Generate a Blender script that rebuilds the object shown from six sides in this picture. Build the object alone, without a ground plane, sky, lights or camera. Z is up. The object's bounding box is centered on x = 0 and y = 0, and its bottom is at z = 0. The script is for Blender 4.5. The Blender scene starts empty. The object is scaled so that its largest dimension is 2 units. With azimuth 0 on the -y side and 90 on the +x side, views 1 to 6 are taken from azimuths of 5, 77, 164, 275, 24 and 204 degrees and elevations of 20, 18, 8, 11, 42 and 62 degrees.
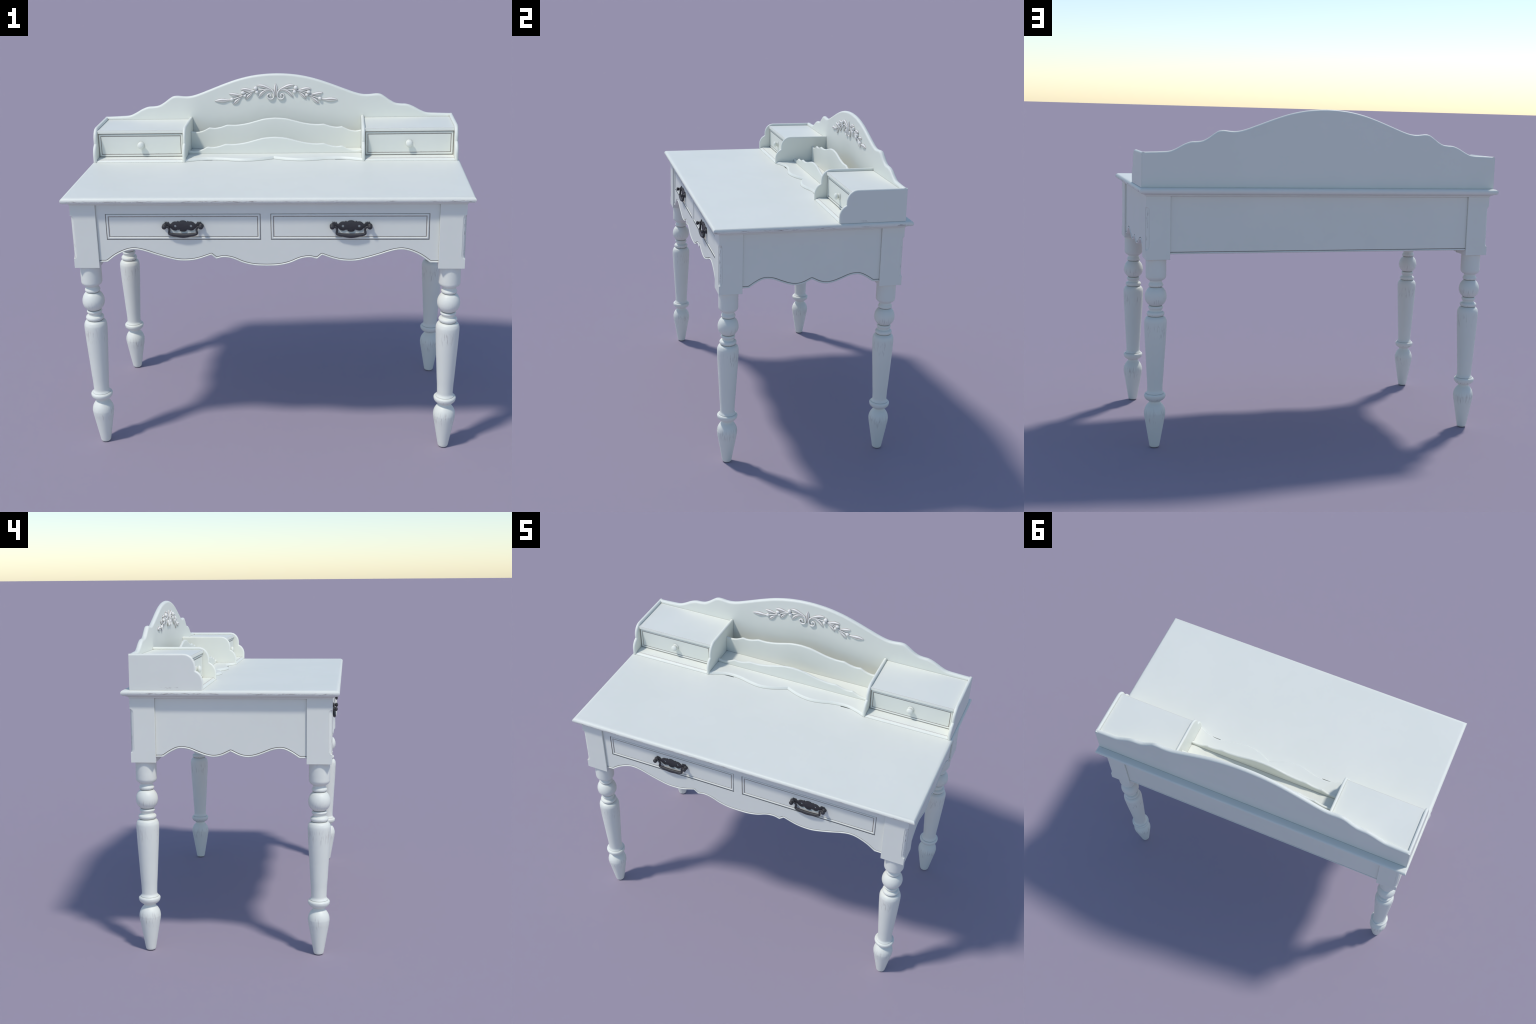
import bpy, bmesh, math, random
from mathutils import Vector, Matrix

random.seed(7)

# ----------------------------------------------------------------------------
# overall sizes (metres).  +x right, -y front, z up
# ----------------------------------------------------------------------------
TOP_Z = 1.3925                 # upper face of the table top
POST_X, POST_Y = 0.9008, 0.4452   # axis of the legs
POST_HALF = 0.0635
POST_Z0, POST_Z1 = 1.0190, 1.3480
FRONT_Y, SIDE_X, BACK_Y = -0.4985, 0.9545, 0.4985   # faces of the aprons
INNER_X, INNER_Y = 0.8420, 0.3870                   # apron ends, let into the posts


# ----------------------------------------------------------------------------
# materials
# ----------------------------------------------------------------------------
class Nodes:
    """Small helper for writing node trees as expressions."""

    def __init__(self, name):
        self.mat = bpy.data.materials.new(name)
        self.mat.use_nodes = True
        self.t = self.mat.node_tree
        self.t.nodes.clear()

    def new(self, kind, **props):
        n = self.t.nodes.new(kind)
        for k, v in props.items():
            setattr(n, k, v)
        return n

    def put(self, sock, v):
        if isinstance(v, bpy.types.NodeSocket):
            self.t.links.new(v, sock)
        else:
            sock.default_value = v

    def math(self, op, a, b=0.0, clamp=False):
        n = self.new("ShaderNodeMath", operation=op, use_clamp=clamp)
        self.put(n.inputs[0], a)
        self.put(n.inputs[1], b)
        return n.outputs[0]

    def smooth(self, v, lo, hi):
        n = self.new("ShaderNodeMapRange", interpolation_type="SMOOTHSTEP", clamp=True)
        self.put(n.inputs["Value"], v)
        n.inputs["From Min"].default_value = lo
        n.inputs["From Max"].default_value = hi
        return n.outputs["Result"]

    def window(self, v, lo, hi, soft):
        return self.math("MULTIPLY", self.smooth(v, lo - soft, lo + soft),
                         self.math("SUBTRACT", 1.0, self.smooth(v, hi - soft, hi + soft)))

    def vec(self, x, y, z):
        n = self.new("ShaderNodeCombineXYZ")
        for s, v in zip(n.inputs, (x, y, z)):
            self.put(s, v)
        return n.outputs[0]

    def noise(self, vec, scale, detail=3.0, rough=0.55, w=None):
        n = self.new("ShaderNodeTexNoise", noise_dimensions="4D" if w is not None else "3D")
        self.put(n.inputs["Vector"], vec)
        n.inputs["Scale"].default_value = scale
        n.inputs["Detail"].default_value = detail
        n.inputs["Roughness"].default_value = rough
        if w is not None:
            self.put(n.inputs["W"], w)
        return n.outputs["Fac"]

    def mix(self, fac, a, b):
        n = self.new("ShaderNodeMix", data_type="RGBA")
        self.put(n.inputs["Factor"], fac)
        self.put(n.inputs[6], a)
        self.put(n.inputs[7], b)
        return n.outputs[2]


PAINT_A = (0.772, 0.785, 0.706, 1)
PAINT_B = (0.792, 0.800, 0.722, 1)
BARE = (0.260, 0.205, 0.185, 1)
CREVICE_BROWN = (0.210, 0.190, 0.165, 1)


def paint(name, wear=None, crevice_tint=0.74):
    """Aged white paint.  wear(n, x, y, z, rnd) returns the mask of rubbed-through
    places, built from noise on object coordinates."""
    n = Nodes(name)
    out = n.new("ShaderNodeOutputMaterial")
    bsdf = n.new("ShaderNodeBsdfPrincipled")
    n.t.links.new(bsdf.outputs[0], out.inputs[0])
    co = n.new("ShaderNodeTexCoord").outputs["Object"]
    sep = n.new("ShaderNodeSeparateXYZ")
    n.put(sep.inputs[0], co)
    x, y, z = sep.outputs
    rnd = n.math("MULTIPLY", n.new("ShaderNodeObjectInfo").outputs["Random"], 37.0)
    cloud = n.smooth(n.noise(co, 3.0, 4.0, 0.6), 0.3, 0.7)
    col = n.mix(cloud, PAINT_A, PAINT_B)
    # brown darkening of tight inner corners and quirks, masked by ambient occlusion
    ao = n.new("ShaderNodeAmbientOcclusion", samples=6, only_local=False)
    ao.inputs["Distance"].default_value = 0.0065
    crev = n.math("MULTIPLY", n.smooth(ao.outputs["AO"], 0.74, 0.40), crevice_tint)
    col = n.mix(crev, col, CREVICE_BROWN)
    if wear:
        col = n.mix(wear(n, x, y, z, rnd), col, BARE)
    n.put(bsdf.inputs["Base Color"], col)
    bsdf.inputs["Roughness"].default_value = 0.46
    bsdf.inputs["Specular IOR Level"].default_value = 0.35
    grain = n.noise(co, 55.0, 3.0, 0.6)
    bump = n.new("ShaderNodeBump")
    bump.inputs["Strength"].default_value = 0.05
    bump.inputs["Distance"].default_value = 0.002
    n.put(bump.inputs["Height"], grain)
    n.put(bsdf.inputs["Normal"], bump.outputs[0])
    return n.mat


def chips(n, along, across, rnd, seed, along_scale=9.0, across_scale=110.0, lo=0.60, hi=0.66):
    """Chips stretched along an edge, in irregular clusters."""
    v = n.vec(n.math("MULTIPLY", along, along_scale), seed, n.math("MULTIPLY", across, across_scale))
    a = n.smooth(n.noise(v, 1.0, 4.0, 0.65, w=rnd), lo, hi)
    clump = n.smooth(n.noise(n.vec(along, seed + 3.0, 0.0), 7.0, 2.0, 0.5, w=rnd), 0.42, 0.58)
    return n.math("MULTIPLY", a, clump)


def wear_top(n, x, y, z, rnd):
    s = n.math("ADD", x, y)
    zone = n.math("MULTIPLY", n.window(z, 1.3690, 1.3775, 0.0025), n.smooth(y, 0.535, 0.515))
    return n.math("MULTIPLY", n.math("MULTIPLY", chips(n, s, z, rnd, 1.0, 24.0, 260.0, 0.515, 0.58), zone), 0.74)


def wear_drawer(n, x, y, z, rnd):
    up = n.window(z, 1.2885, 1.2940, 0.0015)
    dn = n.math("MULTIPLY", n.window(z, 1.1670, 1.1720, 0.0015), 0.7)
    return n.math("MULTIPLY", n.math("MULTIPLY", chips(n, x, z, rnd, 2.0, 16.0, 150.0, 0.56, 0.62), n.math("ADD", up, dn)), 0.6)


def wear_small(n, x, y, z, rnd):
    zone = n.window(z, 1.4225, 1.4270, 0.0015)
    return n.math("MULTIPLY", n.math("MULTIPLY", chips(n, x, z, rnd, 2.0, 60.0, 200.0, 0.52, 0.60), zone), 0.35)


def wear_nose(n, x, y, z, rnd):
    zone = n.window(z, 1.3965, 1.4035, 0.0015)
    return n.math("MULTIPLY", n.math("MULTIPLY", chips(n, x, z, rnd, 4.0, 30.0, 150.0, 0.62, 0.68), zone), 0.55)


def wear_post(n, x, y, z, rnd):
    zone = n.math("MULTIPLY", n.smooth(n.math("ADD", x, y), 0.1115, 0.1130), n.window(z, 1.07, 1.29, 0.01))
    s = chips(n, z, n.math("SUBTRACT", x, y), rnd, 5.0, 26.0, 130.0, 0.54, 0.60)
    spots = n.smooth(n.noise(n.vec(n.math("MULTIPLY", x, 90.0), n.math("MULTIPLY", y, 90.0), n.math("MULTIPLY", z, 35.0)), 1.0, 1.0, 0.4, w=rnd), 0.83, 0.86)
    return n.math("MULTIPLY", n.math("ADD", n.math("MULTIPLY", s, zone), spots, clamp=True), 0.7)


def wear_panel(n, x, y, z, rnd):
    zone = n.math("MULTIPLY", n.window(z, 1.3965, 1.4060, 0.002), n.window(y, 0.25, 0.34, 0.02))
    foot = n.math("MULTIPLY", chips(n, y, z, rnd, 6.0, 40.0, 240.0, 0.50, 0.58), zone)
    front = n.math("MULTIPLY", n.smooth(n.noise(n.vec(n.math("MULTIPLY", x, 150.0), 0.0, n.math("MULTIPLY", z, 90.0)), 1.0, 2.0, 0.5, w=rnd), 0.70, 0.74),
                   n.smooth(y, 0.140, 0.134))
    return n.math("MULTIPLY", n.math("ADD", foot, front, clamp=True), 0.6)


def wear_leg(n, x, y, z, rnd):
    ang = n.math("ARCTAN2", y, x)
    v = n.vec(n.math("MULTIPLY", ang, 13.0), 0.0, n.math("MULTIPLY", z, 17.0))
    fine = n.smooth(n.noise(v, 1.0, 2.0, 0.6, w=rnd), 0.545, 0.64)
    side = n.smooth(n.noise(n.vec(n.math("MULTIPLY", ang, 1.3), 2.0, n.math("MULTIPLY", z, 6.0)), 1.0, 1.0, 0.5, w=rnd), 0.32, 0.55)
    zones = n.math("ADD", n.window(z, 0.605, 0.668, 0.022),
                   n.math("ADD", n.window(z, 0.785, 0.815, 0.016), n.window(z, 0.150, 0.205, 0.025)), clamp=True)
    streak = n.math("MULTIPLY", n.math("MULTIPLY", fine, zones), side)
    # small scuffs on the rings
    r = n.math("ADD", n.window(z, 0.262, 0.276, 0.003), n.math("ADD", n.window(z, 0.717, 0.724, 0.002), n.window(z, 0.873, 0.879, 0.002)), clamp=True)
    scuff = n.smooth(n.noise(n.vec(n.math("MULTIPLY", ang, 4.0), 9.0, n.math("MULTIPLY", z, 150.0)), 1.0, 3.0, 0.6, w=rnd), 0.60, 0.66)
    return n.math("ADD", n.math("MULTIPLY", streak, 0.43), n.math("MULTIPLY", n.math("MULTIPLY", scuff, r), 0.45), clamp=True)


def plain(name, col, rough, metal=0.0, spec=0.4):
    n = Nodes(name)
    out = n.new("ShaderNodeOutputMaterial")
    bsdf = n.new("ShaderNodeBsdfPrincipled")
    n.t.links.new(bsdf.outputs[0], out.inputs[0])
    co = n.new("ShaderNodeTexCoord").outputs["Object"]
    f = n.noise(co, 90.0, 3.0, 0.6)
    dark = tuple(c * 0.75 for c in col[:3]) + (1,)
    light = tuple(min(1, c * 1.25) for c in col[:3]) + (1,)
    n.put(bsdf.inputs["Base Color"], n.mix(f, dark, light))
    bsdf.inputs["Roughness"].default_value = rough
    bsdf.inputs["Metallic"].default_value = metal
    bsdf.inputs["Specular IOR Level"].default_value = spec
    return n.mat


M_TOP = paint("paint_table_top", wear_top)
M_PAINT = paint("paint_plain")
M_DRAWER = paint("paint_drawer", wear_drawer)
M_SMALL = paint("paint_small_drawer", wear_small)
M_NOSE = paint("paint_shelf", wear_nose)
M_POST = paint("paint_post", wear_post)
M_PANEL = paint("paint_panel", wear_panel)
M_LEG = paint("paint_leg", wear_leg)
M_LINE = plain("dark_quirk", (0.27, 0.245, 0.215, 1), 0.8, 0.0, 0.1)
M_GROOVE = plain("brown_groove", (0.43, 0.39, 0.345, 1), 0.8, 0.0, 0.1)
M_WORN = plain("rubbed_arris", (0.52, 0.46, 0.42, 1), 0.6, 0.0, 0.2)
M_GLAZE = plain("brown_glaze", (0.34, 0.27, 0.24, 1), 0.6, 0.0, 0.2)
M_IRON = plain("dark_iron", (0.040, 0.039, 0.043, 1), 0.5, 0.0, 0.4)


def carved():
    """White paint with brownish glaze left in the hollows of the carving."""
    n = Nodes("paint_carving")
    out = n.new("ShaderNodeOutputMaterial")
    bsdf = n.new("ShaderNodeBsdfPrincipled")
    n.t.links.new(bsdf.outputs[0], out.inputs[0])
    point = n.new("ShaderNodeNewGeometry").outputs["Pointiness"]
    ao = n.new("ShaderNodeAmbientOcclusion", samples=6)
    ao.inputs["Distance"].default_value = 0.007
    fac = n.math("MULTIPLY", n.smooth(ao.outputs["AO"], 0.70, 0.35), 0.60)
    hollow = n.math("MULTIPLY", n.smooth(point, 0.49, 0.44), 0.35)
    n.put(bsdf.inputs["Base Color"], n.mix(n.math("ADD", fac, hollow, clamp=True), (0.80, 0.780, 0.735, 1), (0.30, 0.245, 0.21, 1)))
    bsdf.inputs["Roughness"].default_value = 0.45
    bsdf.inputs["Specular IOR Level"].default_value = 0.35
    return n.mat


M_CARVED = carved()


# ----------------------------------------------------------------------------
# geometry helpers
# ----------------------------------------------------------------------------
def finish(name, bm, mats, parent=None, loc=(0, 0, 0), rot=0.0, angle=32, recalc=True):
    if recalc:
        bmesh.ops.recalc_face_normals(bm, faces=bm.faces)
    me = bpy.data.meshes.new(name)
    bm.to_mesh(me)
    bm.free()
    for m in mats:
        me.materials.append(m)
    me.shade_smooth()
    me.set_sharp_from_angle(angle=math.radians(angle))
    return place(name, me, parent, loc, rot)


def place(name, me, parent=None, loc=(0, 0, 0), rot=0.0):
    ob = bpy.data.objects.new(name, me)
    bpy.context.scene.collection.objects.link(ob)
    ob.location = loc
    ob.rotation_euler = (0, 0, rot)
    if parent:
        ob.parent = parent
        ob.matrix_parent_inverse = Matrix.Translation(-Vector(parent_world(parent)))
    return ob


def parent_world(o):
    p = Vector(o.location)
    return p            # parents are never rotated unless they share the child's origin


def catmull(pts, per=8):
    """Smooth curve through the points."""
    out = []
    n = len(pts)
    for i in range(n - 1):
        p0 = pts[i - 1] if i else tuple(2 * a - b for a, b in zip(pts[0], pts[1]))
        p1, p2 = pts[i], pts[i + 1]
        p3 = pts[i + 2] if i + 2 < n else tuple(2 * a - b for a, b in zip(pts[-1], pts[-2]))
        for k in range(per):
            t = k / per
            out.append(tuple(0.5 * (2 * b + (c - a) * t + (2 * a - 5 * b + 4 * c - d) * t * t + (3 * b - a - 3 * c + d) * t ** 3)
                             for a, b, c, d in zip(p0, p1, p2, p3)))
    out.append(tuple(pts[-1]))
    return out


def runs(*parts, per=8):
    """Several smooth runs joined at sharp corners."""
    out = []
    for p in parts:
        c = catmull(p, per)
        out += c[1:] if out else c
    return out


def graph(curve):
    """Piecewise linear function through the points of a curve sorted by its first coordinate."""
    xs = [p[0] for p in curve]
    ys = [p[1] for p in curve]

    def f(x):
        if x <= xs[0]:
            return ys[0]
        for i in range(1, len(xs)):
            if x <= xs[i]:
                t = (x - xs[i - 1]) / max(1e-9, xs[i] - xs[i - 1])
                return ys[i - 1] + t * (ys[i] - ys[i - 1])
        return ys[-1]
    return f


def lin(a, b, n):
    return [a + (b - a) * i / n for i in range(n + 1)]


def skin(bm, loops, mats, cap0=0, cap1=0):
    """Bridge a series of equally long closed loops, cap both ends."""
    rows = [[bm.verts.new(p) for p in l] for l in loops]
    n = len(rows[0])
    for k in range(len(rows) - 1):
        for i in range(n):
            j = (i + 1) % n
            f = bm.faces.new((rows[k][i], rows[k][j], rows[k + 1][j], rows[k + 1][i]))
            f.material_index = mats[k]
    f = bm.faces.new(rows[0][::-1])
    f.material_index = cap0
    f = bm.faces.new(rows[-1])
    f.material_index = cap1


def scalloped(xs, f, flat, rings, sign, to3):
    """Board whose one long edge follows f(x); the edge moulding is given by rings
    (inset, depth, material).  sign=+1: the board lies on the + side of the edge."""
    loops, mats = [], []
    zs = [f(x) for x in xs]
    for inset, depth, m in rings:
        if inset <= 0:
            e = zs
        else:
            e = []
            for i, x in enumerate(xs):
                best = -1e9
                for j in range(i, -1, -1):
                    d = x - xs[j]
                    if d > inset:
                        break
                    best = max(best, sign * zs[j] + math.sqrt(inset * inset - d * d))
                for j in range(i + 1, len(xs)):
                    d = xs[j] - x
                    if d > inset:
                        break
                    best = max(best, sign * zs[j] + math.sqrt(inset * inset - d * d))
                e.append(sign * best)
        loops.append([to3(x, z, depth) for x, z in zip(xs, e)] + [to3(xs[-1], flat, depth), to3(xs[0], flat, depth)])
        mats.append(m)
    bm = bmesh.new()
    skin(bm, loops, mats)
    return bm


def mitred(outline, rings, to3, weights=None):
    """Closed outline lofted through rings (inset, depth, material) with mitred offsets.
    weights: per edge (i -> i+1) share of the inset."""
    n = len(outline)
    area = sum(outline[i][0] * outline[(i + 1) % n][1] - outline[(i + 1) % n][0] * outline[i][1] for i in range(n))
    s = 1 if area > 0 else -1
    w = weights or [1.0] * n
    nor = []
    for i in range(n):
        a, b = outline[i], outline[(i + 1) % n]
        dx, dy = b[0] - a[0], b[1] - a[1]
        l = math.hypot(dx, dy)
        nor.append((-dy / l * s, dx / l * s))
    loops, mats = [], []
    for inset, depth, m in rings:
        loop = []
        for i in range(n):
            p, n1, n2 = outline[i], nor[i - 1], nor[i]
            d1, d2 = inset * w[i - 1], inset * w[i]
            det = n1[0] * n2[1] - n1[1] * n2[0]
            if abs(det) < 0.08:
                q = (p[0] + (n1[0] * d1 + n2[0] * d2) / 2, p[1] + (n1[1] * d1 + n2[1] * d2) / 2)
            else:
                q = (p[0] + (d1 * n2[1] - d2 * n1[1]) / det, p[1] + (d2 * n1[0] - d1 * n2[0]) / det)
            loop.append(to3(q[0], q[1], depth))
        loops.append(loop)
        mats.append(m)
    bm = bmesh.new()
    skin(bm, loops, mats)
    return bm


def round_edge(d0, d1, r, n=5, both=True, r2=None):
    """Rings for a slab from depth d0 to d1 with rounded rims of radius r."""
    sg = 1 if d1 > d0 else -1
    r2 = r if r2 is None else r2
    out = []
    if both:
        out.append((r + 0.0006, d0, 0))
        out += [(r * (1 - math.sin(a)), d0 + sg * r * (1 - math.cos(a)), 0) for a in lin(0, math.pi / 2, n)]
    else:
        out.append((0.0, d0, 0))
    out += [(r2 * (1 - math.cos(a)), d1 - sg * r2 * (1 - math.sin(a)), 0) for a in lin(0, math.pi / 2, n)]
    out.append((r2 + 0.0006, d1, 0))
    return out


def lathe(profile, seg, axis="z"):
    """Surface of revolution of (radius, height); closed with caps."""
    bm = bmesh.new()
    loops = []
    for r, h in profile:
        l = []
        for i in range(seg):
            a = 2 * math.pi * i / seg
            c, s = r * math.cos(a), r * math.sin(a)
            l.append((c, s, h) if axis == "z" else (c, h, s))
        loops.append(l)
    skin(bm, loops, [0] * len(loops))
    return bm


def box(bm, lo, hi, mat=0):
    v = [bm.verts.new((x, y, z)) for x in (lo[0], hi[0]) for y in (lo[1], hi[1]) for z in (lo[2], hi[2])]
    for q in ((0, 1, 3, 2), (4, 6, 7, 5), (0, 4, 5, 1), (2, 3, 7, 6), (0, 2, 6, 4), (1, 5, 7, 3)):
        bm.faces.new([v[i] for i in q]).material_index = mat


def rect(x0, x1, y0, y1):
    return [(x0, y0), (x1, y0), (x1, y1), (x0, y1)]


def cut(ob, cutters):
    """Cut boxes (bmesh) out of an object, leaving a plain mesh."""
    bm = bmesh.new()
    for lo, hi in cutters:
        box(bm, lo, hi)
    bmesh.ops.recalc_face_normals(bm, faces=bm.faces)
    me = bpy.data.meshes.new("cutter")
    bm.to_mesh(me)
    bm.free()
    c = bpy.data.objects.new("cutter", me)
    bpy.context.scene.collection.objects.link(c)
    apply_cut(ob, c)


def apply_cut(ob, c):
    m = ob.modifiers.new("cut", "BOOLEAN")
    m.operation, m.object, m.solver = "DIFFERENCE", c, "EXACT"
    dg = bpy.context.evaluated_depsgraph_get()
    new = bpy.data.meshes.new_from_object(ob.evaluated_get(dg))
    ob.modifiers.clear()
    old = ob.data
    name = old.name
    ob.data = new
    bpy.data.meshes.remove(old)
    new.name = name
    cm = c.data
    bpy.data.objects.remove(c)
    bpy.data.meshes.remove(cm)
    new.shade_smooth()
    new.set_sharp_from_angle(angle=math.radians(32))


XZ = lambda u, v, w: (u, w, v)       # boards standing across the desk
XY = lambda u, v, w: (u, v, w)       # boards lying flat
YZ = lambda u, v, w: (w, u, v)       # boards standing front to back

desk = bpy.data.objects.new("writing_desk", None)
bpy.context.scene.collection.objects.link(desk)
desk["label"] = "aged white writing desk with scalloped hutch and turned legs"
desk["category"] = "writing desk"


# ----------------------------------------------------------------------------
# table top with nosed and ogee-moulded edge
# ----------------------------------------------------------------------------
def ell(cx, cz, rx, rz, a0, a1, n):
    return [(cx + rx * math.cos(math.radians(a)), cz + rz * math.sin(math.radians(a))) for a in lin(a0, a1, n)]


edge = [(0.0480, TOP_Z), (0.0205, TOP_Z), (0.0198, TOP_Z)]
nose = [(0.0198 - 0.0198 * math.sin(math.radians(a)), 1.3767 + (TOP_Z - 1.3767) * math.cos(math.radians(a))) for a in lin(12, 90, 8)]
nose += [(0.0140 - 0.0140 * math.sin(math.radians(a)), 1.3767 - 0.0152 * math.cos(math.radians(180 - a)) * -1) for a in ()]
low = [(0.0135 * (1 - math.cos(math.radians(a))), 1.3767 - 0.0152 * math.sin(math.radians(a))) for a in lin(10, 90, 6)]
ogee = [(0.0170, 1.3612), (0.0200, 1.3603), (0.0232, 1.3585), (0.0262, 1.3566), (0.0300, 1.3556), (0.0325, 1.3550),
        (0.0325, 1.3522), (0.0332, 1.3500), (0.0352, 1.3478), (0.0372, 1.3470), (0.0500, 1.3470)]
rings = [(i, z, 0) for i, z in edge + nose + low + ogee]
bm = mitred(rect(-1.0, 1.0, -0.5448, 0.5448), rings, XY)
top = finish("table_top", bm, [M_TOP], desk)
# open joint that shows below the wavy shelf
cut(top, [((-0.408, 0.1668, 1.384), (-0.335, 0.1850, 1.41)), ((0.335, 0.1668, 1.384), (0.408, 0.1850, 1.41))])


# ----------------------------------------------------------------------------
# legs: turned part and square corner post
# ----------------------------------------------------------------------------
def bead(z1, z0, r_in, r_out, n=7, r_in2=None):
    """Half-round ring between heights z1 (top) and z0."""
    r2 = r_in if r_in2 is None else r_in2
    res = []
    for a in lin(90, -90, n):
        c, s = math.cos(math.radians(a)), math.sin(math.radians(a))
        base = r_in if s > 0 else r2
        res.append((base + (r_out - base) * c, (z1 + z0) / 2 + (z1 - z0) / 2 * s))
    return res


leg_profile = [(0.030, 1.0230), (0.0537, 1.0230), (0.0537, 1.0000), (0.0537, 0.9600), (0.0537, 0.9300)]
leg_profile += catmull([(0.0535, 0.9260), (0.0522, 0.9205), (0.0487, 0.9140), (0.0422, 0.9080), (0.0345, 0.9035)], 4)
leg_profile += [(0.0322, 0.9020), (0.0316, 0.8990), (0.0314, 0.8958)]
leg_profile += catmull([(0.0330, 0.8930), (0.0362, 0.8880), (0.0390, 0.8815), (0.0386, 0.8765), (0.0358, 0.8715)], 4)
leg_profile += [(0.0325, 0.8700), (0.0305, 0.8690), (0.0312, 0.8680)]
leg_profile += catmull([(0.0345, 0.8665), (0.0450, 0.8560), (0.0532, 0.8400), (0.0568, 0.8215), (0.0553, 0.8030), (0.0485, 0.7870), (0.0372, 0.7740)], 5)
leg_profile += [(0.0320, 0.7712), (0.0306, 0.7700), (0.0322, 0.7690)]
leg_profile += catmull([(0.0355, 0.7675), (0.0390, 0.7630), (0.0390, 0.7580), (0.0350, 0.7510), (0.0316, 0.7462), (0.0312, 0.7425)], 4)
leg_profile += [(0.0330, 0.7392)]
leg_profile += catmull([(0.0375, 0.7382), (0.0432, 0.7350), (0.0464, 0.7290), (0.0462, 0.7230), (0.0425, 0.7170)], 4)
leg_profile += [(0.0400, 0.7150), (0.0385, 0.7135), (0.0402, 0.7125)]
leg_profile += catmull([(0.0440, 0.7110), (0.0520, 0.7045), (0.0566, 0.6950), (0.0588, 0.6850), (0.0592, 0.6700)], 4)
leg_profile += catmull([(0.0588, 0.6600), (0.0554, 0.5870), (0.0492, 0.4830), (0.0445, 0.4000), (0.0418, 0.3620), (0.0402, 0.3200), (0.0402, 0.3130)], 5)
leg_profile += catmull([(0.0408, 0.3085), (0.0435, 0.3035), (0.0468, 0.2990)], 4)
leg_profile += [(0.0472, 0.2972), (0.0462, 0.2962), (0.0480, 0.2956)]
leg_profile += catmull([(0.0520, 0.2945), (0.0560, 0.2895), (0.0567, 0.2830), (0.0546, 0.2740), (0.0490, 0.2660), (0.0420, 0.2600), (0.0345, 0.2560)], 4)
leg_profile += [(0.0322, 0.2550), (0.0305, 0.2530), (0.0298, 0.2500)]
leg_profile += catmull([(0.0302, 0.2470), (0.0345, 0.2410), (0.0415, 0.2330), (0.0490, 0.2210), (0.0540, 0.2080), (0.0565, 0.1930), (0.0562, 0.1830),
                        (0.0545, 0.1680), (0.0502, 0.1440), (0.0355, 0.0590), (0.0268, 0.0090)], 5)
leg_profile += catmull([(0.0255, 0.0045), (0.0225, 0.0012), (0.0190, 0.0)], 3)
leg_profile += [(0.0100, 0.0)]


def corner_post():
    """Square post; the outer corner carries a stopped quarter-round bead."""
    h, c, q, small = POST_HALF, 0.0185, 0.0016, 0.0012
    z0, z1, run = 1.0680, 1.2940, 0.021
    zs = [POST_Z0, POST_Z0 + 0.001, 1.05, 1.0670] + [z0 + run * (1 - math.cos(a)) for a in lin(0.06, math.pi / 2, 7)] + lin(1.12, 1.25, 4)
    zs += [z1 - run * (1 - math.cos(a)) for a in lin(math.pi / 2, 0.06, 7)] + [1.2950, 1.31, POST_Z1]
    bm = bmesh.new()
    loops = []
    for z in zs:
        if z0 <= z <= z1:
            t = min(z - z0, z1 - z) / run
            k = 1.0 if t >= 1 else math.sqrt(max(0.0, 1 - (1 - t) ** 2))
            cc, qq = max(small, c * k), q * min(1.0, k * 1.6)
        else:
            cc, qq = small, 0.0
        e = 0.0012 if z == POST_Z0 else 0.0
        g = h - e
        loop = []
        for sx, sy in ((-1, 1), (-1, -1), (1, -1)):
            # plain arris, very slightly broken
            a = [(sx * g, sy * (g - small)), (sx * (g - small), sy * g)]
            if sx * sy > 0:
                a = a[::1]
            else:
                a = a[::-1]
            loop += [(p[0], p[1], z) for p in a]
        # moulded corner, from the +x face round to the +y face
        loop.append((g, g - cc, z))
        cx = g - cc
        r = cc - qq
        for a in lin(0, 90, 8):
            loop.append((cx + r * math.cos(math.radians(a)), cx + r * math.sin(math.radians(a)), z))
        loop.append((g - cc, g, z))
        loops.append(loop)
    skin(bm, loops, [0] * len(loops))
    return bm


leg_mesh = post_mesh = None
for sx, sy, rot in ((-1, -1, math.pi), (1, -1, -math.pi / 2), (1, 1, 0.0), (-1, 1, math.pi / 2)):
    loc = (sx * POST_X, sy * POST_Y, 0)
    if leg_mesh is None:
        leg = finish("leg", lathe(leg_profile, 72), [M_LEG], desk, loc, rot, angle=38)
        leg_mesh = leg.data
        post = finish("corner_post", corner_post(), [M_POST], None, (0, 0, 0), 0.0, angle=28)
        post_mesh = post.data
    else:
        leg = place("leg", leg_mesh, desk, loc, rot)
        post = bpy.data.objects.new("corner_post", post_mesh)
        bpy.context.scene.collection.objects.link(post)
    post.parent = leg


# ----------------------------------------------------------------------------
# aprons with a beaded lower edge
# ----------------------------------------------------------------------------
def apron_rings(face, back, s):
    """Back to front; s = direction of the outer face along the depth axis."""
    y = lambda d: face - s * d
    r = [(0.0, back, 0), (0.0, y(0.0085), 0)]
    r += [(0.0048 * (1 - math.cos(a)), y(0.0042 - 0.0066 * math.sin(a)), 0) for a in lin(0.15, math.pi - 0.45, 10)]
    r[-1] = (r[-1][0], r[-1][1], 1)
    r += [(0.0098, y(0.0018), 1), (0.0121, y(0.0020), 1), (0.0126, y(0.0004), 0), (0.0132, y(0.0), 0), (0.0145, y(0.0), 0)]
    return r


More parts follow.
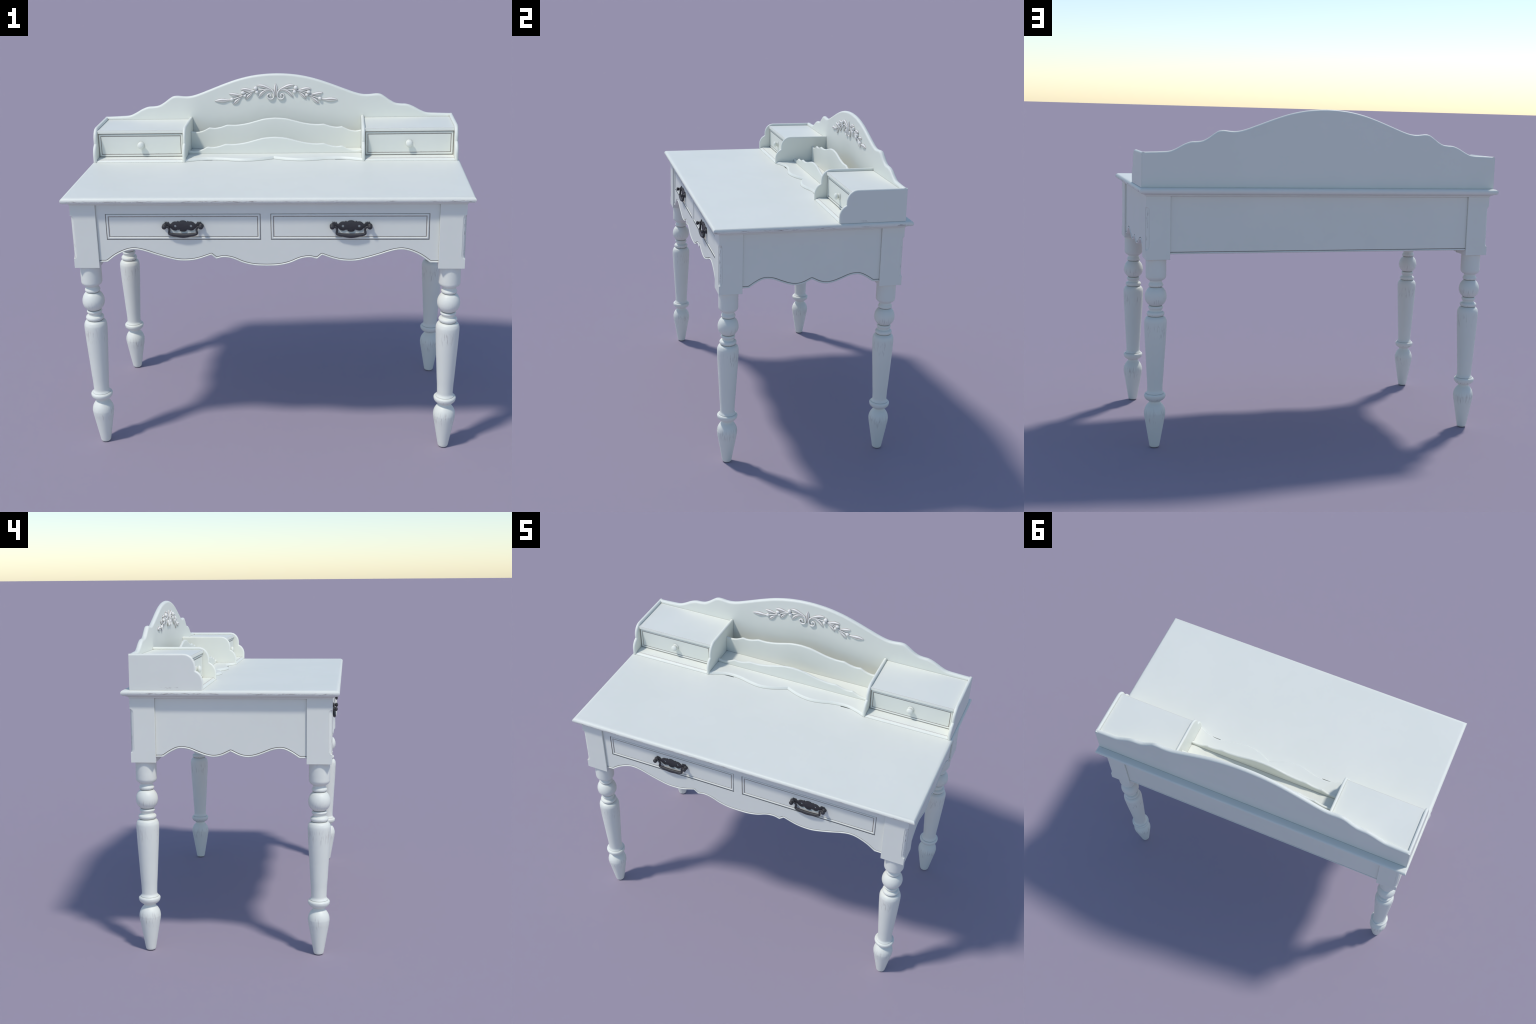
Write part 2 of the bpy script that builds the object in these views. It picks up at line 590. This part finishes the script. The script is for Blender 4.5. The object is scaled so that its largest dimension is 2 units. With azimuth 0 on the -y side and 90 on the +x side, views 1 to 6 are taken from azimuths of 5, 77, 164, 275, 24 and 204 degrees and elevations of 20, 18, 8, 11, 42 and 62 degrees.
half_front = runs(
    [(0.2738, 1.0842), (0.3344, 1.0632), (0.3818, 1.0543), (0.4373, 1.0546), (0.4900, 1.0664), (0.5530, 1.0855), (0.6000, 1.1016), (0.6400, 1.1112),
     (0.6760, 1.1112), (0.7125, 1.1000), (0.7537, 1.0790), (0.7975, 1.0462)],
    [(0.7975, 1.0462), (0.8450, 1.0455)], per=7)
half_mid = runs(
    [(0.0, 1.0268), (0.0500, 1.0284), (0.0900, 1.0352), (0.1240, 1.0455), (0.1560, 1.0600), (0.1842, 1.0688), (0.2172, 1.0712), (0.2487, 1.0632)],
    [(0.2487, 1.0632), (0.2738, 1.0842)], per=7)
half = half_mid + half_front[1:]
curve = [(-x, z) for x, z in half[:0:-1]] + half
xs = sorted(set([round(p[0], 5) for p in curve if abs(p[0]) <= INNER_X] + [-INNER_X, INNER_X]))
bm = scalloped(xs, graph(curve), 1.3475, apron_rings(FRONT_Y, FRONT_Y + 0.020, -1), 1, XZ)
front_apron = finish("front_apron", bm, [M_PAINT, M_LINE], desk)
DRAW = dict(x0=0.0240, x1=0.7910, z0=1.1655, z1=1.2995)
cut(front_apron, [((s0, FRONT_Y - 0.05, DRAW["z0"]), (s1, FRONT_Y + 0.05, DRAW["z1"]))
                  for s0, s1 in ((-DRAW["x1"], -DRAW["x0"]), (DRAW["x0"], DRAW["x1"]))])

half = runs(
    [(0.0, 1.0765), (0.0440, 1.0560), (0.0855, 1.0482), (0.1265, 1.0545), (0.1680, 1.0690), (0.2100, 1.0855), (0.2435, 1.0912), (0.2730, 1.0882),
     (0.3090, 1.0702), (0.3440, 1.0465)],
    [(0.3440, 1.0465), (0.3900, 1.0462)], per=7)
curve = [(-x, z) for x, z in half[:0:-1]] + half
xs = sorted(set([round(p[0], 5) for p in curve if abs(p[0]) <= INNER_Y] + [-INNER_Y, INNER_Y]))
for s in (-1, 1):
    bm = scalloped(xs, graph(curve), 1.3475, apron_rings(s * SIDE_X, s * (SIDE_X - 0.020), s), 1, YZ)
    finish("side_apron", bm, [M_PAINT, M_LINE], desk)

bm = scalloped(lin(-INNER_X, INNER_X, 4), lambda x: 1.0462, 1.3475, apron_rings(BACK_Y, BACK_Y - 0.020, 1), 1, XZ)
finish("back_apron", bm, [M_PAINT, M_LINE], desk)

# glue blocks that peep out under the aprons in the inner corners
for sx in (-1, 1):
    for sy in (-1, 1):
        bm = bmesh.new()
        px, py = sx * 0.8372, sy * 0.3816
        a = [bm.verts.new(p) for p in ((px + sx * 0.01, py + sy * 0.01, 1.10), (px - sx * 0.060, py + sy * 0.01, 1.10), (px + sx * 0.01, py - sy * 0.050, 1.10))]
        b = [bm.verts.new(p) for p in ((px + sx * 0.01, py + sy * 0.01, 1.0205), (px - sx * 0.034, py + sy * 0.01, 1.034), (px + sx * 0.01, py - sy * 0.026, 1.034))]
        for i in range(3):
            bm.faces.new((a[i], a[(i + 1) % 3], b[(i + 1) % 3], b[i]))
        bm.faces.new(a)
        bm.faces.new(b)
        finish("corner_block", bm, [M_PAINT], desk)


# ----------------------------------------------------------------------------
# drawers
# ----------------------------------------------------------------------------
def drawer_rings(face, depth, bead_w=0.0108):
    """Front of a drawer: rounded bead all round, quirk, flat field."""
    b = bead_w
    r = [(-0.0042, face + depth, 0), (-0.0042, face + 0.0042, 1), (0.0, face + 0.0042, 1), (0.0, face + 0.0036, 0)]
    r += [(b / 2 * (1 - math.cos(a)), face + (0.0036 if a < math.pi / 2 else 0.0050) * (1 - math.sin(a)), 0) for a in lin(0.15, math.pi - 0.35, 9)]
    e = r[-1]
    r[-1] = (e[0], e[1], 1)
    r += [(b + 0.0002, face + 0.0048, 1), (b + 0.0026, face + 0.0048, 1), (b + 0.0036, face + 0.0030, 0), (b + 0.0040, face + 0.0024, 0), (b + 0.0052, face + 0.0024, 0)]
    return r


def plate_outline():
    """Pierced back plate of the drawer pull: right half, mirrored."""
    lobe = lambda a0, a1, n: [(0.0390 + 0.0229 * math.cos(math.radians(a)), 0.0229 * math.sin(math.radians(a))) for a in lin(a0, a1, n)]
    r = [(0.0, 0.0287), (0.0075, 0.0278), (0.0140, 0.0252), (0.0192, 0.0203), (0.0207, 0.0205), (0.0228, 0.0245), (0.0245, 0.0268), (0.0262, 0.0240), (0.0283, 0.0222)]
    r += lobe(104, 30, 8)
    r += [(0.0612, 0.0098), (0.0655, 0.0112), (0.0688, 0.0150), (0.0710, 0.0222), (0.0738, 0.0172), (0.0758, 0.0160), (0.0795, 0.0228), (0.0812, 0.0180), (0.0832, 0.0178),
          (0.0893, 0.0225), (0.0888, 0.0160), (0.0905, 0.0150), (0.0985, 0.0095), (0.1022, 0.0025), (0.1005, -0.0060), (0.0945, -0.0112), (0.0865, -0.0108), (0.0805, -0.0062), (0.0740, -0.0040), (0.0672, -0.0055)]
    r += lobe(-28, -112, 8)
    r += [(0.0285, -0.0170), (0.0262, -0.0185), (0.0235, -0.0215), (0.0228, -0.0172), (0.0200, -0.0162), (0.0178, -0.0180), (0.0165, -0.0232), (0.0125, -0.0265), (0.0060, -0.0282), (0.0, -0.0284)]
    return r + [(-x, z) for x, z in r[-2:0:-1]]


def sweep(points, radii, seg=12, depth_axis=Vector((0, 1, 0))):
    """Tube with elliptic section: radii = (half height in the plane, half depth)."""
    bm = bmesh.new()
    loops = []
    P = [Vector(p) for p in points]
    for i, p in enumerate(P):
        t = (P[min(i + 1, len(P) - 1)] - P[max(i - 1, 0)]).normalized()
        n = depth_axis.cross(t).normalized()
        b = t.cross(n).normalized()
        rn, rb = radii[i]
        loops.append([p + n * (rn * math.cos(2 * math.pi * k / seg)) + b * (rb * math.sin(2 * math.pi * k / seg)) for k in range(seg)])
    skin(bm, loops, [0] * len(loops))
    return bm


def stud_profile(depth):
    p = [(0.001, 0.0), (0.0122, 0.0), (0.0124, -0.0035), (0.0112, -0.0070), (0.0085, -0.0085), (0.0068, -0.0105), (0.0066, -0.0140)]
    p += [(0.0002 + 0.0116 * math.cos(math.radians(a)), -0.0208 - 0.0092 * math.sin(math.radians(a))) for a in lin(-52, 88, 10)]
    return p


pull_plate = pull_bail = pull_stud = None
gap = 0.0028
face = FRONT_Y - 0.0002
for s in (-1, 1):
    cx = s * (DRAW["x0"] + DRAW["x1"]) / 2
    cz = 1.2366
    hx = (DRAW["x1"] - DRAW["x0"]) / 2 - gap
    bm = mitred(rect(cx - hx, cx + hx, DRAW["z0"] + gap, DRAW["z1"] - gap), drawer_rings(face, 0.019), XZ)
    # carcass of the drawer behind its front
    box(bm, (cx - hx + 0.004, face + 0.018, DRAW["z0"] + 0.008), (cx + hx - 0.004, 0.38, DRAW["z1"] - 0.012))
    # the carcass is set deeper than the gap, so the joint reads dark
    drawer = finish("drawer", bm, [M_DRAWER, M_GROOVE], desk)
    base = face + 0.0026
    px, cz = (-0.4066, 1.2368) if s < 0 else (0.4136, 1.2355)     # the pulls do not sit quite alike
    if pull_plate is None:
        rr = [(0.0, 0.0, 0), (0.0, -0.0042, 0), (0.0004, -0.0052, 0), (0.0010, -0.0055, 0)]
        o = finish("handle_plate", mitred(plate_outline(), rr, XZ), [M_IRON], drawer, (px, base, cz))
        for hs in (-1, 1):
            bmc = lathe([(0.0071, -0.02), (0.0066, 0.02)], 20, axis="y")
            bmesh.ops.translate(bmc, verts=bmc.verts, vec=(px + hs * 0.0390, base, cz))
            bmesh.ops.recalc_face_normals(bmc, faces=bmc.faces)
            me = bpy.data.meshes.new("cutter")
            bmc.to_mesh(me)
            bmc.free()
            c = bpy.data.objects.new("cutter", me)
            bpy.context.scene.collection.objects.link(c)
            bpy.context.view_layer.update()
            apply_cut(o, c)
        pull_plate = o.data
        hp = [(0.0850, -0.0130, 0.0000), (0.0780, -0.0122, -0.0008), (0.0722, -0.0116, -0.0035), (0.0685, -0.0114, -0.0095), (0.0672, -0.0118, -0.0175), (0.0682, -0.0130, -0.0255),
              (0.0684, -0.0144, -0.0325), (0.0640, -0.0152, -0.0370), (0.0500, -0.0156, -0.0398), (0.0330, -0.0158, -0.0422), (0.0160, -0.0158, -0.0444), (0.0, -0.0158, -0.0453)]
        hr = [(0.0050, 0.0050), (0.0050, 0.0050), (0.0050, 0.0050), (0.0051, 0.0052), (0.0052, 0.0055), (0.0056, 0.0064), (0.0064, 0.0070), (0.0074, 0.0076), (0.0082, 0.0080), (0.0094, 0.0082),
              (0.0108, 0.0085), (0.0114, 0.0086)]
        allp = catmull([p + r for p, r in zip(hp + [(-x, y, z) for x, y, z in hp[-2::-1]], hr + hr[-2::-1])], 4)
        pull_bail = finish("handle_bail", sweep([p[:3] for p in allp], [p[3:] for p in allp], 16), [M_IRON], drawer, (px, base, cz), angle=60).data
    else:
        place("handle_plate", pull_plate, drawer, (px, base, cz))
        place("handle_bail", pull_bail, drawer, (px, base, cz))
    for hs in (-1, 1):
        loc = (px + hs * 0.0905, base - 0.004, cz + 0.0015)
        if pull_stud is None:
            pull_stud = finish("handle_stud", lathe(stud_profile(0.03), 24, axis="y"), [M_IRON], drawer, loc, angle=50).data
        else:
            place("handle_stud", pull_stud, drawer, loc)


# ----------------------------------------------------------------------------
# hutch
# ----------------------------------------------------------------------------
BOARD_F, BOARD_B = 0.4752, 0.5010

half = runs([(0.0, 1.8088), (0.0570, 1.8065), (0.1300, 1.7982), (0.2100, 1.7805), (0.2900, 1.7545), (0.3750, 1.7225), (0.4430, 1.6975), (0.4860, 1.6868), (0.5220, 1.6855), (0.5620, 1.6892),
             (0.5870, 1.6858), (0.6080, 1.6738), (0.6400, 1.6510), (0.6700, 1.6352), (0.7000, 1.6302), (0.7310, 1.6282), (0.7660, 1.6160), (0.8110, 1.5918), (0.8450, 1.5790),
             (0.9000, 1.5752), (0.9846, 1.5722)], per=6)
curve = [(-x, z) for x, z in half[:0:-1]] + half
xs = sorted(set(round(p[0], 5) for p in curve))
bm = scalloped(xs, graph(curve), TOP_Z - 0.001, round_edge(BOARD_B, BOARD_F, 0.0118, 6), -1, XZ)
backboard = finish("backboard", bm, [M_PAINT], desk)

front = runs([(0.1305, TOP_Z - 0.001), (0.1298, 1.4100)], [(0.1298, 1.4100), (0.1298, 1.4320), (0.1325, 1.4480), (0.1390, 1.4630), (0.1500, 1.4770), (0.1672, 1.4885)],
             [(0.1672, 1.4885), (0.1670, 1.5050), (0.1690, 1.5220), (0.1755, 1.5395), (0.1870, 1.5550), (0.2040, 1.5665), (0.2240, 1.5714)], per=5)
for s in (-1, 1):
    for name, x0, x1, mat in (("side_panel", 0.9700, 0.9890, M_PANEL), ("divider", 0.4778, 0.4948, M_PANEL)):
        back = 0.5004 if name == "side_panel" else 0.4790
        outline = front + [(back, 1.5714), (back, TOP_Z - 0.001)]
        w = [1.0] * len(outline)
        w[-1] = w[-2] = 0.0
        r = 0.0090 if name == "side_panel" else 0.0081
        bm = mitred(outline, round_edge(s * x0, s * x1, r, 5), YZ, w)
        finish(name, bm, [mat], desk)

# drawer cases left and right
knob_mesh = None
for s in (-1, 1):
    a, b = sorted((s * 0.4940, s * 0.9708))
    # bottom board with rounded nose
    rr = [(0.0, TOP_Z - 0.001, 0), (0.0, TOP_Z + 0.0018, 0)]
    rr += [(0.0145 * u, TOP_Z + 0.0022 + 0.0092 * u + 0.0022 * math.sin(math.pi * u), 0) for u in lin(0.05, 1.0, 6)]
    rr[-1] = (0.0145, TOP_Z + 0.0114, 1)
    rr += [(0.0150, TOP_Z + 0.0135, 0), (0.0158, TOP_Z + 0.0138, 0)]
    bm = mitred(rect(a, b, 0.1335, 0.4760), rr, XY, [1.0, 0.0, 0.0, 0.0])
    finish("case_bottom", bm, [M_NOSE, M_WORN], desk, angle=25)
    # lid of the drawer case
    rr = [(0.0, 1.5400, 0), (0.0, 1.5550, 0), (0.0004, 1.5559, 1), (0.0018, 1.5565, 0), (0.0030, 1.5565, 0)]
    bm = mitred(rect(a, b, 0.1972, 0.4760), rr, XY, [1.0, 0.0, 0.0, 0.0])
    finish("case_lid", bm, [M_PAINT, M_WORN], desk, angle=25)
    # drawer
    a, b = sorted((s * 0.4990, s * 0.9662))
    bm = mitred(rect(a, b, 1.4095, 1.5348), drawer_rings(0.2025, 0.020, 0.0102), XZ)
    box(bm, (a + 0.003, 0.2200, 1.4095), (b - 0.003, 0.4600, 1.5300))
    small = finish("small_drawer", bm, [M_SMALL, M_GROOVE], desk)
    prof = [(0.001, 0.0010), (0.0186, 0.0010), (0.0190, -0.0022), (0.0176, -0.0042), (0.0130, -0.0056), (0.0100, -0.0066), (0.0098, -0.0086)]
    prof += [(0.0001 + 0.0184 * math.cos(math.radians(t)), -0.0198 - 0.0110 * math.sin(math.radians(t))) for t in lin(-58, 89, 14)]
    loc = (s * 0.7315, 0.2049, 1.4735)
    if knob_mesh is None:
        knob_mesh = finish("knob", lathe(prof, 40, axis="y"), [M_PAINT], small, loc, angle=40).data
    else:
        place("knob", knob_mesh, small, loc)

# wavy shelf between the dividers
half = runs([(0.0, 0.1895), (0.0580, 0.1628), (0.1180, 0.1455), (0.1700, 0.1418), (0.2260, 0.1510), (0.2780, 0.1650), (0.3270, 0.1718), (0.3790, 0.1708), (0.4320, 0.1550), (0.4850, 0.1310)], per=7)
curve = [(-x, y) for x, y in half[:0:-1]] + half
xs = sorted(set([round(p[0], 5) for p in curve if abs(p[0]) < 0.4785] + [-0.4785, 0.4785]))
rr = [(0.0, TOP_Z + 0.0006, 0), (0.0, TOP_Z + 0.0030, 0)]
rr += [(0.0080 * u, TOP_Z + 0.0036 + 0.0110 * u + 0.0012 * math.sin(math.pi * u), 0) for u in lin(0.06, 1.0, 5)]
rr += [(0.0088, TOP_Z + 0.0150, 0), (0.0100, TOP_Z + 0.0150, 0)]
bm = scalloped(xs, graph(curve), 0.4760, rr, 1, XY)
finish("letter_shelf", bm, [M_PAINT], desk)

# two letter rails
half = runs([(0.0, 1.5805), (0.0570, 1.5757), (0.1090, 1.5630), (0.1600, 1.5500), (0.2200, 1.5418), (0.2710, 1.5428)],
            [(0.2710, 1.5428), (0.3080, 1.5305), (0.3430, 1.5252), (0.3710, 1.5280)],
            [(0.3710, 1.5280), (0.4100, 1.5095), (0.4460, 1.5030), (0.4790, 1.5075)], per=6)
for drop, y0 in ((0.0, 0.3755), (0.0810, 0.2560)):
    curve = [(-x, z - drop) for x, z in half[:0:-1]] + [(x, z - drop) for x, z in half]
    xs = sorted(set([round(p[0], 5) for p in curve if abs(p[0]) < 0.4785] + [-0.4785, 0.4785]))
    bm = scalloped(xs, graph(curve), TOP_Z + 0.014, round_edge(y0 + 0.0145, y0, 0.0069, 5), -1, XZ)
    finish("letter_rail", bm, [M_PAINT], desk)


# ----------------------------------------------------------------------------
# carved olive spray on the backboard
# ----------------------------------------------------------------------------
def leaf_mesh(path, hw, hump, base_w=0.22):
    """Leaf in relief: raised lips, creased midrib, rounded back edge."""
    c = catmull(path, 7)
    n = len(c)
    bm = bmesh.new()
    rows = []
    for i, (x, z) in enumerate(c):
        a, b = c[max(i - 1, 0)], c[min(i + 1, n - 1)]
        tx, tz = b[0] - a[0], b[1] - a[1]
        l = math.hypot(tx, tz)
        nx, nz = -tz / l, tx / l
        t = i / (n - 1)
        # width: thin stalk, widest at 'hump', pointed tip
        if t < hump:
            k = base_w + (1 - base_w) * (0.5 - 0.5 * math.cos(math.pi * (t / hump))) ** 1.3
        else:
            k = max(0.03, math.cos(math.pi / 2 * (t - hump) / (1 - hump)) ** 0.75)
        w = hw * k
        lift = 0.0034 + 0.0052 * k
        crease = lift - 0.0016 * min(1.0, k * 1.1)
        row = []
        for u, h in ((-1.0, -0.002), (-1.0, 0.30 * lift), (-0.86, 0.58 * lift), (-0.5, 0.90 * lift), (-0.16, lift), (0.0, crease),
                     (0.16, lift), (0.5, 0.90 * lift), (0.86, 0.58 * lift), (1.0, 0.30 * lift), (1.0, -0.002)):
            row.append(bm.verts.new((x + nx * w * u, BOARD_F - h, z + nz * w * u)))
        rows.append(row)
    m = len(rows[0])
    for i in range(n - 1):
        for j in range(m):
            k = (j + 1) % m
            f = bm.faces.new((rows[i][j], rows[i][k], rows[i + 1][k], rows[i + 1][j]))
            f.material_index = 1 if j in (0, 4, 5, 9) else 0
    bm.faces.new(rows[0])
    bm.faces.new(rows[-1])
    return bm


leaves = [
    ([(0.0120, 1.7020), (0.0262, 1.7195), (0.0530, 1.7325), (0.0780, 1.7410), (0.1045, 1.7450)], 0.0085, 0.68),
    ([(0.0145, 1.7070), (0.0390, 1.7180), (0.0640, 1.7105), (0.0840, 1.6930), (0.0990, 1.6745)], 0.0080, 0.66),
    ([(0.1165, 1.7160), (0.1440, 1.7190), (0.1720, 1.7225), (0.1995, 1.7225)], 0.0080, 0.62),
    ([(0.1175, 1.7150), (0.1370, 1.6995), (0.1550, 1.6825), (0.1715, 1.6640)], 0.0080, 0.62),
    ([(0.1860, 1.6890), (0.2150, 1.6915), (0.2400, 1.6945), (0.2650, 1.7005)], 0.0082, 0.60),
    ([(0.1875, 1.6870), (0.2050, 1.6710), (0.2250, 1.6535), (0.2440, 1.6395)], 0.0090, 0.62),
    ([(0.2500, 1.6640), (0.2860, 1.6610), (0.3170, 1.6608), (0.3475, 1.6590)], 0.0105, 0.52),
]
stems = [
    ([(0.0420, 1.7195), (0.0620, 1.7215), (0.0950, 1.7185), (0.1170, 1.7155), (0.1435, 1.7068), (0.1680, 1.6975), (0.1885, 1.6880), (0.2155, 1.6778), (0.2440, 1.6690)], 0.0030),
    ([(0.1200, 1.7160), (0.1450, 1.7125), (0.1800, 1.7060)], 0.0030),
]
berries = [(0.1128, 1.7290, 0.0118, 1.0), (0.1058, 1.7070, 0.0104, 1.0), (0.1850, 1.7045, 0.0102, 1.2), (0.1744, 1.6872, 0.0092, 1.0), (0.2480, 1.6672, 0.0104, 1.05)]
scroll = [(0.0250, 1.7200), (0.0150, 1.7110), (0.0092, 1.6940), (0.0118, 1.6765), (0.0233, 1.6670), (0.0380, 1.6690), (0.0470, 1.6810), (0.0440, 1.6925), (0.0340, 1.6960), (0.0275, 1.6895), (0.0290, 1.6845)]

for s in (-1, 1):
    for path, hw, hump in leaves:
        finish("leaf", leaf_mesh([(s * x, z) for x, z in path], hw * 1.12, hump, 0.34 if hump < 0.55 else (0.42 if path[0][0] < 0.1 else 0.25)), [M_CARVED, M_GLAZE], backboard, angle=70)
    for path, r in stems:
        c = catmull([(s * x, BOARD_F - 0.0028, z) for x, z in path], 6)
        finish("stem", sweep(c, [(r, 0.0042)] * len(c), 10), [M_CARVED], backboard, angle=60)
    c = catmull([(s * x, BOARD_F - 0.0040 - 0.0001 * i, z) for i, (x, z) in enumerate(scroll)], 7)
    rad = [(0.0046 - 0.0008 * i / len(c), 0.0060) for i in range(len(c))]
    rad[-1] = (0.0030, 0.0040)
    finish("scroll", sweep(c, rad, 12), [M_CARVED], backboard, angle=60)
    eye = bmesh.new()
    bmesh.ops.create_uvsphere(eye, u_segments=16, v_segments=10, radius=0.0062)
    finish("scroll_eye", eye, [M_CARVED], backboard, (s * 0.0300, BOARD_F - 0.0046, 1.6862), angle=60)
    for x, z, r, e in berries:
        bm = bmesh.new()
        bmesh.ops.create_uvsphere(bm, u_segments=24, v_segments=14, radius=r)
        bmesh.ops.scale(bm, verts=bm.verts, vec=(e, 0.95, 1.0))
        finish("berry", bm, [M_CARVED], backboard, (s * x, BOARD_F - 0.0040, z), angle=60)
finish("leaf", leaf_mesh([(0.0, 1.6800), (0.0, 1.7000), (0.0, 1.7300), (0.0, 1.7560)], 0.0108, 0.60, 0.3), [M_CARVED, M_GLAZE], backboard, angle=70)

bpy.context.view_layer.update()
